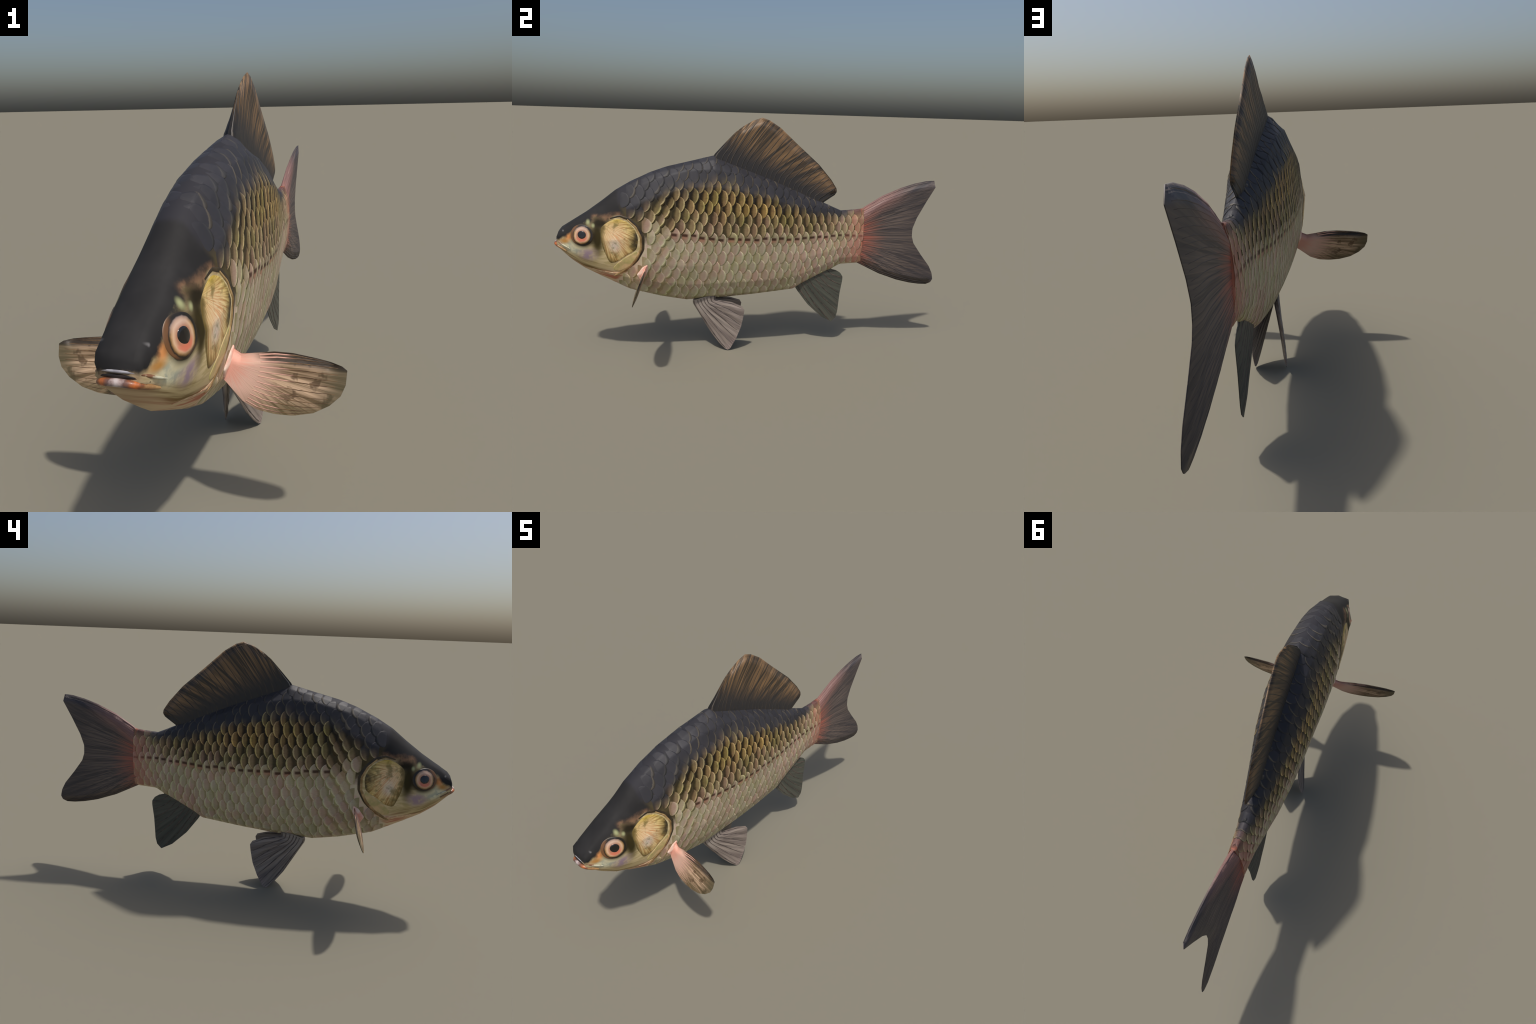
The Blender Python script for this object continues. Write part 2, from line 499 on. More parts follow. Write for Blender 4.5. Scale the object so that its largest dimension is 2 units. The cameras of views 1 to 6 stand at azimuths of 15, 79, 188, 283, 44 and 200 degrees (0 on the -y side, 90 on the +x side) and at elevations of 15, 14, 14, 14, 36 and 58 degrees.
# ------------------------------------------------------------------ scales
SCALE = scale_material()
PITCH_Y = [(-0.75, 0.0470), (-0.5, 0.0460), (-0.1, 0.0445), (0.3, 0.0400), (0.56, 0.0360)]
PITCH_T = [(-0.75, 0.0500), (-0.2, 0.0505), (0.2, 0.0475), (0.44, 0.0425), (0.56, 0.0400)]


def front_of_scales(y, z):
    """True where the trunk is scaled (behind gill rim and nape)."""
    e = 2 * np.interp(z, *np.array(HEAD_BACK).T) - 1
    return y > e + 0.012


def scale_mesh(yc, tc, dy, dt, relief):
    """One overlapping plate, bent to the flank, rear edge lifted, rim turned down."""
    o, n = flank(yc, tc)
    tip, _ = flank(yc + 0.01, tc)
    ax = unit((tip - o) - n * np.dot(tip - o, n))
    ay = np.cross(n, ax)
    F = np.stack([ax * 1.0, ay, n], 1)
    rows, cols = 15, 6
    v, f = [], []
    grid = []
    for i in range(rows):
        b = -0.8 + 1.6 * i / (rows - 1)
        b *= 0.995
        tipx = 0.75 * math.sqrt(1 - (b / 0.8) ** 2)
        line = []
        for j in range(cols + 1):
            q = j / cols
            xx = -0.42 + (tipx + 0.42) * min(q * cols / (cols - 1), 1.0)
            lift = 0.0007 + relief * xx - 0.0022 * float(smooth(-0.15, -0.42, xx))
            if j == cols or i in (0, rows - 1):
                lift -= relief * 0.75
            p, nn = flank(yc + xx * dy, tc + b * dt)
            line.append(len(v))
            v.append(p + nn * lift)
        grid.append(line)
    for i in range(rows - 1):
        for j in range(cols):
            f.append((grid[i][j], grid[i][j + 1], grid[i + 1][j + 1], grid[i + 1][j]))
    S = np.array([dy, dt, dy])
    local = ((np.array(v) - o) @ F) / S
    me = bpy.data.meshes.new("scale")
    me.from_pydata(local.tolist(), [], f)
    me.polygons.foreach_set("use_smooth", [True] * len(f))
    me.materials.append(SCALE)
    return me, o, F, S


def lay_scales():
    col, yc = 0, -0.76
    centres = []
    while yc < 0.555:
        centres.append((col, yc))
        yc += lerp(PITCH_Y, yc)
        col += 1
    for col, y0 in centres:
        for r in range(-10, 12):
            dy = lerp(PITCH_Y, y0)
            y = y0 + (0.5 * dy if r % 2 else 0)
            if y > 0.556:
                continue
            dt = lerp(PITCH_T, y)
            t = r * dt
            lo, hi = t_limits(y)
            if t > hi - 0.15 * dt or t < lo + 0.1 * dt:
                continue
            p, _ = flank(y, t)
            if not front_of_scales(y, p[2]):
                continue
            if y > 0.50 and (t > hi - 0.6 * dt or t < lo + 0.6 * dt):
                continue
            T = t / hi
            if T > 0.86 and y < -0.58:
                continue
            relief = 0.0010 - 0.0005 * float(smooth(0.4, 0.65, T)) - 0.0002 * float(smooth(0.75, 0.9, T)) - 0.0007 * (t < 0)
            jit = rng.normal(size=2) * [0.05 * dy, 0.05 * dt]
            me, o, F, S = scale_mesh(y + jit[0], t + jit[1], dy * (1 + 0.07 * rng.normal()), dt * (1 + 0.04 * rng.normal()), relief)
            edge = lerp([(-0.7, 0.08), (-0.6, 0.22), (-0.53, 0.42), (-0.46, 0.56), (-0.2, 0.62), (0.1, 0.52), (0.3, 0.50), (0.42, 0.62), (0.46, 0.82), (0.55, 0.86)], y)
            tone = dict(
                dark=float(smooth(edge - 0.13, edge + 0.15, T + 0.03 * rng.normal())),
                dark_step=float((smooth(edge - 0.13, edge + 0.15, (t + 0.5 * dt) / hi) - smooth(edge - 0.13, edge + 0.15, (t - 0.5 * dt) / hi))),
                gold=float(np.clip(math.exp(-((T - 0.42) / 0.16) ** 2) * smooth(-0.45, -0.2, y) * smooth(0.3, 0.05, y) * 0.8 + 0.15 * rng.normal(), 0, 1)),
                pale=float(1.0 if r < 0 else (0.75 if r == 0 else max(0.25 - 0.08 * r, 0) + 0.45 * smooth(0.3, 0.5, y))),
                blush=float(np.clip(rng.uniform(0, 0.75) * (1 if r <= 2 else 0.35) + 0.6 * smooth(0.35, 0.5, y) * (r < 3) + 0.3 * smooth(0.02, 0.28, y) * (r <= 1) - 0.25 * (r < -5), 0, 1)),
                ruddy=float(np.clip(smooth(0.43, 0.54, y) * rng.uniform(0.45, 1.0) * (1.0 if T < 0.6 else 0.4) + 0.3 * smooth(0.38, 0.5, y) * (r < 0) * rng.uniform(), 0, 1)),
                pore=1.0 if r == 0 and y > -0.47 else 0.0,
            )
            kind = "lateral_line_scale" if r == 0 else ("back_scale" if tone["dark"] > 0.75 else ("flank_scale" if r > 0 else ("belly_scale" if r > -7 else "ventral_scale")))
            part = body["tail_stalk"] if y > 0.40 else body["trunk"]
            me.name = kind
            for side in (1, -1):
                ob = bpy.data.objects.new(kind, me)
                bpy.context.scene.collection.objects.link(ob)
                G = F.copy()
                loc = o.copy()
                M = Matrix.Translation(Vector(loc)) @ Matrix(G.tolist()).to_4x4() @ Matrix.Diagonal((*S, 1.0))
                if side < 0:
                    # mirror across x = 0: flip the local up axis sign inside a proper frame
                    M = Matrix.Diagonal((-1.0, 1.0, 1.0, 1.0)) @ M
                ob.parent = part
                ob.matrix_world = M
                for k, q in tone.items():
                    ob[k] = q


lay_scales()

# ------------------------------------------------------------------ plates on the head
def resample(poly, n, closed=False):
    p = np.array(poly, float)
    if closed:
        p = np.vstack([p, p[:1]])
    d = np.concatenate([[0], np.cumsum(np.hypot(*np.diff(p, axis=0).T))])
    q = np.linspace(0, d[-1], n, endpoint=not closed)
    return np.stack([np.interp(q, d, p[:, 0]), np.interp(q, d, p[:, 1])], 1)


def rounded(poly, n=72, passes=3):
    p = resample(poly, n, True)
    for _ in range(passes):
        p = (np.roll(p, 1, 0) + 2 * p + np.roll(p, -1, 0)) / 4
    return p


def plate(name, outline, centre, lift, mat, origin, parent=None, rings=8, dome=0.0, edge=0.9, tilt=0.0, passes=3):
    """Bony plate lying on the head: outline in the side view, raised by `lift`, rim turned in. Built on both sides."""
    out = rounded(outline, passes=passes)
    c = np.array(centre)
    rs = list(np.linspace(0, edge, rings)) + [(1 + edge) / 2, 1.0]
    for side in (1, -1):
        v, f = [], []
        for k, r in enumerate(rs):
            for q in (out if k else out[:1]):
                yz = c + (q - c) * r
                p, n = at_side(*yz)
                h = lift * (1 if r <= edge else (0.75 if r < 1 else -0.6)) + dome * max(0, 1 - r * r) + tilt * (yz[0] - c[0])
                w = p + n * h
                v.append((w[0] * side, w[1], w[2]))
        N = len(out)
        for i in range(N):
            f.append((0, 1 + i, 1 + (i + 1) % N))
        for k in range(1, len(rs) - 1):
            a, b = 1 + (k - 1) * N, 1 + k * N
            for i in range(N):
                f.append((a + i, b + i, b + (i + 1) % N, a + (i + 1) % N))
        o, nrm = at_side(*origin)
        o = o * [side, 1, 1]
        nrm = nrm * [side, 1, 1]
        ax = unit(np.array([0, 1.0, 0]) - nrm * nrm[1])       # local x rearward, local y up, local z outward
        up = unit(np.cross(nrm, ax)) * (1 if side > 0 else -1)
        F = np.stack([ax, up, nrm], 1)
        if side < 0:
            F = np.stack([ax, up, np.cross(ax, up)], 1)
        ob = new_mesh(name, v, f, mat, parent or body["head"], o, F)
        sharpen(ob, 50)


def gill_material():
    n = Nodes("gill_cover_bone")
    a, r, x, y = polar(n)
    st = n.noise(n.vec(n.m("MULTIPLY", a, 21.0), n.m("MULTIPLY", r, 14.0), 0.0), 1.0, 4, 0.65)
    st2 = n.noise(n.obj, 24, 4)
    col = n.mix(n.rng(st, 0.32, 0.66), srgb(136, 106, 36), srgb(228, 200, 118))
    ctr = n.ell(x, y, 0.055, -0.075, 0.085, 0.11, 0.9)
    pk = n.mix(n.rng(st, 0.35, 0.6), srgb(220, 158, 106), srgb(236, 210, 168))
    col = n.mix(n.m("MULTIPLY", ctr, 0.95), col, pk)
    col = n.mix(n.m("MULTIPLY", n.ell(x, y, 0.05, -0.105, 0.03, 0.035, 1.0), 0.7), col, srgb(226, 218, 206))
    col = n.mix(n.rng(n.m("ADD", y, n.m("MULTIPLY", st2, 0.05)), 0.015, 0.055), col, srgb(180, 152, 44))
    dk = n.m("MULTIPLY", n.ell(x, y, 0.160, -0.085, 0.045, 0.075, 0.7), n.rng(st2, 0.3, 0.55, 0.5, 0.95))
    col = n.mix(n.rng(st2, 0.5, 0.68, 0.0, 0.75), col, srgb(112, 98, 46))
    rimd = n.ell(x, y, 0.076, -0.075, 0.098, 0.128, 0.35)
    col = n.mix(n.rng(rimd, 0.0, 1.0, 0.8, 0.0), col, srgb(84, 72, 36))
    col = n.mix(dk, col, srgb(50, 42, 26))
    col = n.mix(n.rng(n.m("SUBTRACT", n.m("MULTIPLY", st2, 0.03), x), -0.002, 0.022), col, srgb(104, 86, 40))
    return n.done(col, 0.5, st, 0.15)


GILL = gill_material()
plate("gill_cover", [(-.774, .672), (-.776, .62), (-.766, .56), (-.738, .487), (-.701, .498), (-.657, .531), (-.606, .560), (-.598, .62), (-.616, .666), (-.652, .699), (-.692, .714), (-.735, .700)],
      (-.69, .61), 0.0018, GILL, (-.765, .685), dome=0.0012)
FLAP = simple_material("gill_flap_bone", srgb(176, 164, 104), srgb(214, 184, 134), 22, (1, 1, 1), 0.42)
plate("gill_flap", [(-.724, .470), (-.701, .494), (-.657, .527), (-.606, .556), (-.604, .523), (-.640, .476), (-.690, .450), (-.722, .453)],
      (-.665, .492), 0.0016, FLAP, (-.665, .492))
RIMDARK = simple_material("gill_slit_dark", srgb(40, 32, 20), srgb(70, 56, 34), 24)
RIM = simple_material("gill_rim_skin", srgb(128, 100, 58), srgb(190, 158, 108), 24, (1, 1, 1), 0.5)


def band(name, path, widths, lift, mat):
    """Raised strip along a path in the side view (both sides)."""
    p = resample(path, 40)
    w = np.interp(np.linspace(0, 1, 40), np.linspace(0, 1, len(widths)), widths)
    tan = unit(np.gradient(p, axis=0))
    nor = np.stack([-tan[:, 1], tan[:, 0]], 1)
    prof = [(-1.0, -0.8), (-0.8, 0.6), (0, 1.0), (0.8, 0.6), (1.0, -0.8)]
    for side in (1, -1):
        v, f = [], []
        for q, nn, ww in zip(p, nor, w):
            for s, h in prof:
                a, b = at_side(*(q + nn * ww * s))
                c = a + b * lift * h
                v.append((c[0] * side, c[1], c[2]))
        for i in range(39):
            for j in range(4):
                f.append((i * 5 + j, i * 5 + j + 1, i * 5 + j + 6, i * 5 + j + 5))
        f += [(0, 1, 2, 3, 4), tuple(range(195, 200))]
        o, _ = at_side(*p[20])
        sharpen(new_mesh(name, v, f, mat, body["head"], o * [side, 1, 1]), 60)


RIMLINE = [(-.735, .712), (-.692, .724), (-.648, .709), (-.610, .672), (-.586, .622), (-.588, .562), (-.616, .508), (-.665, .458), (-.72, .426)]
band("gill_slit", [(a + .007, b - 0.001) for a, b in RIMLINE], [.003, .007, .009, .010, .008, .006, .003], 0.0010, RIMDARK)
band("gill_rim", [(a - .001, b - .002) for a, b in RIMLINE[2:]], [.003, .005, .006, .007, .008, .008, .005], 0.0024, RIM)
band("throat_fold", [(-.86, .468), (-.80, .452), (-.735, .438), (-.68, .442), (-.64, .468)], [.001, .006, .008, .006, .001], 0.0012, simple_material("throat_skin", srgb(190, 142, 110), srgb(212, 188, 150), 30, (1, 3, 8)))


# ------------------------------------------------------------------ eyes
def eye_material():
    n = Nodes("fish_eye")
    a, r, x, y = polar(n)
    wob = n.m("MULTIPLY", n.m("SUBTRACT", n.noise(n.obj, 60, 3), 0.5), 0.006)
    r = n.m("ADD", r, wob)
    col = n.ramp(n.m("DIVIDE", r, 0.06), [(0.0, srgb(186, 140, 112)), (0.36, srgb(170, 118, 90)), (0.44, srgb(194, 150, 120)), (0.53, srgb(210, 174, 140)), (0.61, srgb(178, 138, 96)), (0.67, srgb(116, 88, 50)), (0.715, srgb(24, 19, 15)), (0.80, srgb(30, 24, 17)), (0.89, srgb(58, 46, 28))])
    front = n.m("MULTIPLY", n.rng(x, -0.012, -0.036), n.rng(r, 0.0425, 0.0465))
    col = n.mix(n.m("MULTIPLY", front, 0.7), col, srgb(124, 84, 50))
    lowred = n.m("MULTIPLY", n.rng(y, -0.004, -0.022), n.rng(n.m("DIVIDE", r, 0.06), 0.45, 0.6, 1.0, 0.0))
    col = n.mix(n.m("MULTIPLY", lowred, 0.85), col, srgb(206, 112, 84))
    topm = n.m("MULTIPLY", n.rng(y, 0.012, 0.034), n.rng(n.m("DIVIDE", r, 0.06), 0.66, 0.74, 1.0, 0.0))
    col = n.mix(n.m("MULTIPLY", topm, 0.4), col, srgb(190, 168, 166))
    return n.done(col, 0.45)


circle = lambda c, ry, rz, n=40: [(c[0] + ry * math.cos(k / n * 2 * math.pi), c[1] + rz * math.sin(k / n * 2 * math.pi)) for k in range(n)]
EYE = (-0.861, 0.630)
plate("eye", circle(EYE, 0.054, 0.050), EYE, 0.0012, eye_material(), EYE, dome=0.0018, rings=12, edge=0.93)
PUPIL = simple_material("pupil_black", srgb(20, 16, 14), srgb(28, 22, 20), 20, rough=0.2, coat=0.5)
plate("pupil", circle((EYE[0] + .001, EYE[1] + .002), 0.0205, 0.0190), EYE, 0.0034, PUPIL, EYE, dome=0.0004, rings=4)


# ------------------------------------------------------------------ mouth
def tube(name, path, radii, mat, squash=1.0, n=10):
    p = np.array(path, float)
    t = np.linspace(0, 1, len(p))
    q = np.linspace(0, 1, 41)
    c = np.stack([np.interp(q, t, p[:, k]) for k in range(3)], 1)
    for _ in range(2):
        c[1:-1] = (c[:-2] + 2 * c[1:-1] + c[2:]) / 4
    rr = np.interp(q, t, radii)
    tan = unit(np.gradient(c, axis=0))
    v, f = [], []
    for a, b, r in zip(c, tan, rr):
        e1 = unit(np.cross(b, [0, 0, 1]))
        e2 = np.cross(e1, b)
        for k in range(n):
            g = 2 * math.pi * k / n
            v.append(a + r * (math.cos(g) * e1 + squash * math.sin(g) * e2))
    for i in range(40):
        for k in range(n):
            f.append((i * n + k, i * n + (k + 1) % n, (i + 1) * n + (k + 1) % n, (i + 1) * n + k))
    f += [tuple(range(n)), tuple(range(40 * n, 41 * n))]
    ob = new_mesh(name, v, f, mat, body["head"])
    sharpen(ob, 60)
    return ob


def lip_material(name, stops):
    n = Nodes(name)
    x, y, z = n.xyz(n.obj)
    g = n.noise(n.obj, 55, 3)
    f = n.m("ADD", n.m("MULTIPLY", n.m("ABSOLUTE", x), 14.0), n.m("MULTIPLY", n.m("SUBTRACT", g, 0.5), 0.6))
    return n.done(n.ramp(f, stops), 0.45, coat=0.1)


both = lambda pts: [(-x, y, z) for x, y, z in pts[:0:-1]] + list(pts)
UP = [(0, -.981, .602), (.026, -.980, .602), (.044, -.975, .597), (.056, -.962, .586), (.065, -.942, .574), (.072, -.920, .562)]
LOW = [(0, -.991, .5815), (.026, -.990, .580), (.044, -.979, .573), (.055, -.960, .562), (.063, -.938, .550)]
SLIT = [(a, b - .002, c - .0105) for a, b, c in UP[:4]]
tube("mouth_slit", both(SLIT), [.002, .005, .006, .0065, .006, .005, .002], simple_material("mouth_dark", srgb(24, 18, 16), srgb(40, 28, 22), 30), 0.8)
tube("upper_lip", both(UP), [.002, .005, .0065, .007, .0072, .0075, .0072, .007, .0065, .005, .002],
     lip_material("upper_lip_skin", [(0.0, srgb(150, 146, 152)), (0.2, srgb(176, 174, 180)), (0.4, srgb(150, 146, 148)), (0.54, srgb(128, 112, 104)), (0.66, srgb(112, 74, 52)), (0.80, srgb(126, 88, 60)), (0.92, srgb(190, 188, 164))]), 0.62)
tube("lower_lip", both(LOW), [.003, .0065, .008, .009, .0095, .009, .008, .0065, .003],
     lip_material("lower_lip_skin", [(0.0, srgb(190, 176, 172)), (0.10, srgb(166, 146, 140)), (0.22, srgb(104, 80, 74)), (0.36, srgb(132, 80, 52)), (0.5, srgb(188, 102, 44)), (0.62, srgb(112, 66, 38)), (0.9, srgb(170, 134, 88))]), 0.9)


# ------------------------------------------------------------------ fins
def fin(name, base, outer, lead, trail, frame, mat, ray_mat, h_base, h_mid, rim, rays, pleat=0.0, pleats=0, nu=90, nv=34, lead_gain=1.0, ray_w=0.0035, ray_bump=0.0012, ray_span=(0.02, 0.97), centre=(0, 0), hmin=0.0012, base_taper=0.0, soft_rim=("lead", "outer", "trail")):
    """A tapering blade spanned by a base line, an outer edge, a leading and a trailing edge (in the fin's own plane)."""
    O, E1, E2, N = (np.array(k, float) for k in frame)
    B, T = resample(base, nu), resample(outer, nu)
    L, R = resample(lead, nv), resample(trail, nv)
    us, vs = np.linspace(0, 1, nu), np.linspace(0, 1, nv)

    def coons(u, v):
        b = np.array([np.interp(u, us, B[:, k]) for k in (0, 1)]).T
        t = np.array([np.interp(u, us, T[:, k]) for k in (0, 1)]).T
        l = np.array([np.interp(v, vs, L[:, k]) for k in (0, 1)]).T
        r = np.array([np.interp(v, vs, R[:, k]) for k in (0, 1)]).T
        u, v = u[..., None], v[..., None]
        return (1 - v) * b + v * t + (1 - u) * l + u * r - ((1 - u) * (1 - v) * B[0] + u * (1 - v) * B[-1] + (1 - u) * v * T[0] + u * v * T[-1])

    free = np.vstack([L, T, R[::-1]])
    gain = np.concatenate([1 + (lead_gain - 1) * (1 - vs), np.ones(nu), np.ones(nv)])

    def thick(p, u, v):
        d = np.sqrt(((p[:, None] - free[None]) ** 2).sum(-1)) * gain[None]
        d = d.min(1)
        hb = h_mid + (h_base - h_mid) * (1 - base_taper * u)
        h = hb + (h_mid - hb) * np.clip(v * 1.6, 0, 1)
        return hmin + (h - hmin) * np.clip(d / rim, 0, 1) ** 0.9

    U, V = (a.ravel() for a in np.meshgrid(us, vs, indexing="ij"))
    P = coons(U, V)
    H = thick(P, U, V)
    wave = pleat * np.sin(2 * math.pi * pleats * U) * np.clip(V * 1.3, 0, 1) * np.clip((1 - V) * 6 + 0.25, 0, 1)
    world = lambda p, h: O + p[:, :1] * E1 + p[:, 1:] * E2 + h[:, None] * N
    front, back = world(P, wave + H), world(P, wave - H)
    v = np.vstack([front, back])
    K = nu * nv
    f = []
    idx = lambda i, j: i * nv + j
    for i in range(nu - 1):
        for j in range(nv - 1):
            a, b, c, d = idx(i, j), idx(i + 1, j), idx(i + 1, j + 1), idx(i, j + 1)
            f += [(a, b, c, d), (a + K, d + K, c + K, b + K)]
    border = [idx(i, 0) for i in range(nu)] + [idx(nu - 1, j) for j in range(1, nv)] + [idx(i, nv - 1) for i in range(nu - 2, -1, -1)] + [idx(0, j) for j in range(nv - 2, 0, -1)]
    for a, b in zip(border, border[1:] + border[:1]):
        f.append((a, a + K, b + K, b))
    o = O + centre[0] * E1 + centre[1] * E2
    F = np.stack([E1, E2, N], 1)
    if np.linalg.det(F) < 0:
        F = np.stack([E1, E2, -N], 1)
    ob = new_mesh(name, v, f, mat, fish, o, F)
    # rims shade as one rounded edge: normals turn from the flat side to the outward direction
    edges = np.vstack([e for k, e in (("lead", L), ("outer", T), ("trail", R)) if k in soft_rim] or [free + 9.0])
    D = np.sqrt(((P[:, None] - edges[None]) ** 2).sum(-1))
    near = edges[D.argmin(1)]
    dd = D.min(1)
    e = 1e-3
    outw = unit(near - P)
    cen = P.mean(0)
    lost = dd < 1e-4
    outw[lost] = unit(P[lost] - cen)
    k = np.clip(1 - dd / rim, 0, 1)[:, None]
    if np.linalg.det(np.stack([E1, E2, N], 1)) < 0:
        lz = -1.0
    else:
        lz = 1.0
    nf = np.concatenate([outw * k, (1 - k) * lz], 1)
    nb = np.concatenate([outw * k, -(1 - k) * lz], 1)
    if pleat == 0:
        import bmesh
        bm = bmesh.new()
        bm.from_mesh(ob.data)
        bmesh.ops.recalc_face_normals(bm, faces=bm.faces)
        bm.to_mesh(ob.data)
        bm.free()
        ob.data.normals_split_custom_set_from_vertices(unit(np.vstack([nf, nb])).tolist())
    else:
        sharpen(ob, 60)
    bpy.context.view_layer.update()
    # rays: slim tapering rods lying in the blade and standing out a little on both faces
    for k in range(rays):
        u = (k + 0.5 + 0.18 * rng.uniform(-1, 1)) / rays
        w = np.linspace(ray_span[0], ray_span[1] - 0.03 * rng.uniform(), 22)
        uu = np.full_like(w, u)
        p = coons(uu, w)
        p2 = coons(np.clip(uu + 0.01, 0, 1), w)
        side = unit(p2 - p)
        h = thick(p, uu, w) + ray_bump * np.clip((1 - w) * 5, 0.25, 1)
        wv = pleat * np.sin(2 * math.pi * pleats * uu) * np.clip(w * 1.3, 0, 1) * np.clip((1 - w) * 6 + 0.25, 0, 1)
        ww = ray_w * (1 - 0.55 * w) * rng.uniform(0.8, 1.2)
        rv, rf = [], []
        for q, s, hh, e, wid in zip(p, side, h, wv, ww):
            c = O + q[0] * E1 + q[1] * E2 + e * N
            s3 = s[0] * E1 + s[1] * E2
            for a, b in ((1, 0.82), (0.45, 1), (-0.45, 1), (-1, 0.82), (-1, -0.82), (-0.45, -1), (0.45, -1), (1, -0.82)):
                rv.append(c + s3 * wid * a + N * hh * b)
        for i in range(len(p) - 1):
            for j in range(8):
                rf.append((i * 8 + j, i * 8 + (j + 1) % 8, i * 8 + 8 + (j + 1) % 8, i * 8 + 8 + j))
        rf += [tuple(range(8)), tuple(range(len(rv) - 8, len(rv)))]
        ro = new_mesh("fin_ray", rv, rf, ray_mat, ob, o, F)
        sharpen(ro, 70)
    return ob


MID = ((0, 0, 0), (0, 1, 0), (0, 0, 1), (1, 0, 0))


def streaked(name, base_cols, streak_cols, turns, extra=None, rough=0.55):
    """Fin membrane: streaks that fan out from the fin's local origin; `extra` may recolour by distance."""
    n = Nodes(name)
    a, r, x, y = polar(n)
    s = n.noise(n.vec(n.m("MULTIPLY", a, turns), n.m("MULTIPLY", r, 2.2), 0.0), 1.0, 3, 0.6)
    f = n.noise(n.vec(n.m("MULTIPLY", a, turns * 3.2), n.m("MULTIPLY", r, 3.5), 3.0), 1.0, 3, 0.6)
    col = n.mix(n.rng(s, 0.36, 0.64), *base_cols)
    col = n.mix(n.m("MULTIPLY", n.rng(f, 0.5, 0.66), 0.7), col, streak_cols)
    if extra:
        col = extra(n, col, a, r, x, y, s, f)
    return n.done(col, rough, f, 0.25)


# --- dorsal fin; local origin far below-front so that rays run up and back
def dorsal_extra(n, col, a, r, x, y, s, f):
    # height above the fin's foot, along its slope
    h = n.m("ADD", n.m("MULTIPLY", n.m("SUBTRACT", y, DORSAL_C[1] * -1 + 1.0), 0.92), n.m("MULTIPLY", n.m("ADD", x, DORSAL_C[0] + 0.21), 0.40))
    h = n.m("ADD", h, n.m("MULTIPLY", n.m("SUBTRACT", s, 0.5), 0.05))
    col = n.mix(n.rng(h, 0.03, 0.15, 1.0, 0.0), col, srgb(48, 46, 47))
    edge = n.m("MULTIPLY", n.rng(h, 0.155, 0.20), n.rng(x, 0.45, 0.75))
    return n.mix(n.m("MULTIPLY", edge, 0.55), col, srgb(112, 104, 94))


DORSAL_C = (-0.35, 0.68)
dors_mat = streaked("dorsal_membrane", (srgb(56, 49, 40), srgb(140, 109, 75)), srgb(56, 50, 41), 40, dorsal_extra)
dors_ray = simple_material("dorsal_ray", srgb(42, 40, 38), srgb(62, 54, 45), 30)
fin("dorsal_fin",
    base=[(-.240, .985), (-.091, .945), (.055, .888), (.209, .820), (.345, .755)],
    outer=[(-.09, 1.148), (-.039, 1.178), (.006, 1.1935), (.043, 1.182), (.100, 1.147), (.192, 1.066), (.306, .969), (.376, .8915), (.406, .848), (.4095, .829), (.398, .813)],
    lead=[(-.240, .985), (-.228, 1.013), (-.172, 1.073), (-.126, 1.120), (-.09, 1.148)],
    trail=[(.345, .755), (.340, .774), (.398, .813)],
    frame=MID, mat=dors_mat, ray_mat=dors_ray, h_base=.022, h_mid=.0085, rim=.042, rays=24, lead_gain=2.6, ray_w=.0050, soft_rim=("outer",), base_taper=0.6, ray_bump=.0006, centre=DORSAL_C)


# --- tail fin
def tail_extra(n, col, a, r, x, y, s, f):
    # red root, fading irregularly along the rays; the middle rays lighter
    q = n.m("SUBTRACT", r, n.m("MULTIPLY", n.m("SUBTRACT", s, 0.5), 0.42))
    col = n.mix(n.m("MULTIPLY", n.rng(r, 0.28, 0.52), 0.55), col, srgb(54, 51, 55))
    col = n.mix(n.rng(q, 0.13, 0.27, 1.0, 0.0), col, srgb(142, 92, 78))
    col = n.mix(n.rng(q, 0.12, 0.16, 1.0, 0.0), col, srgb(164, 92, 76))
    up = n.m("MULTIPLY", n.rng(a, 0.40, 0.62), n.rng(r, 0.30, 0.50, 1.0, 0.0))
    return n.mix(n.m("MULTIPLY", up, 0.55), col, srgb(150, 108, 101))


TAIL_C = (0.425, 0.600)
tail_mat = streaked("tail_membrane", (srgb(58, 53, 55), srgb(108, 95, 88)), srgb(126, 108, 94), 22, tail_extra)
tail_ray = streaked("tail_ray", (srgb(66, 60, 62), srgb(88, 78, 76)), srgb(110, 96, 88), 10, tail_extra)
fin("tail_fin",
    base=[(.545, .735), (.55, .67), (.553, .60), (.55, .52), (.535, .452)],
    outer=[(.949, .8915), (.9605, .856), (.915, .776), (.870, .690), (.850, .632), (.851, .588), (.864, .550), (.913, .485), (.9685, .418), (.9905, .3765), (.998, .3425), (.988, .3235), (.961, .314)],
    lead=[(.545, .735), (.5675, .752), (.6625, .810), (.7645, .853), (.839, .876), (.907, .890), (.949, .8915)],
    trail=[(.535, .452), (.5475, .4455), (.6735, .383), (.7815, .344), (.8585, .325), (.917, .316), (.961, .314)],
    frame=MID, mat=tail_mat, ray_mat=tail_ray, h_base=.024, h_mid=.0098, rim=.045, rays=30, nu=110, nv=40, ray_w=.0030, ray_bump=.0007, soft_rim=("lead", "trail"), centre=TAIL_C)


# --- anal fin
def anal_extra(n, col, a, r, x, y, s, f):
    return n.mix(n.rng(r, 0.06, 0.15, 0.4, 0.0), col, srgb(108, 102, 86))


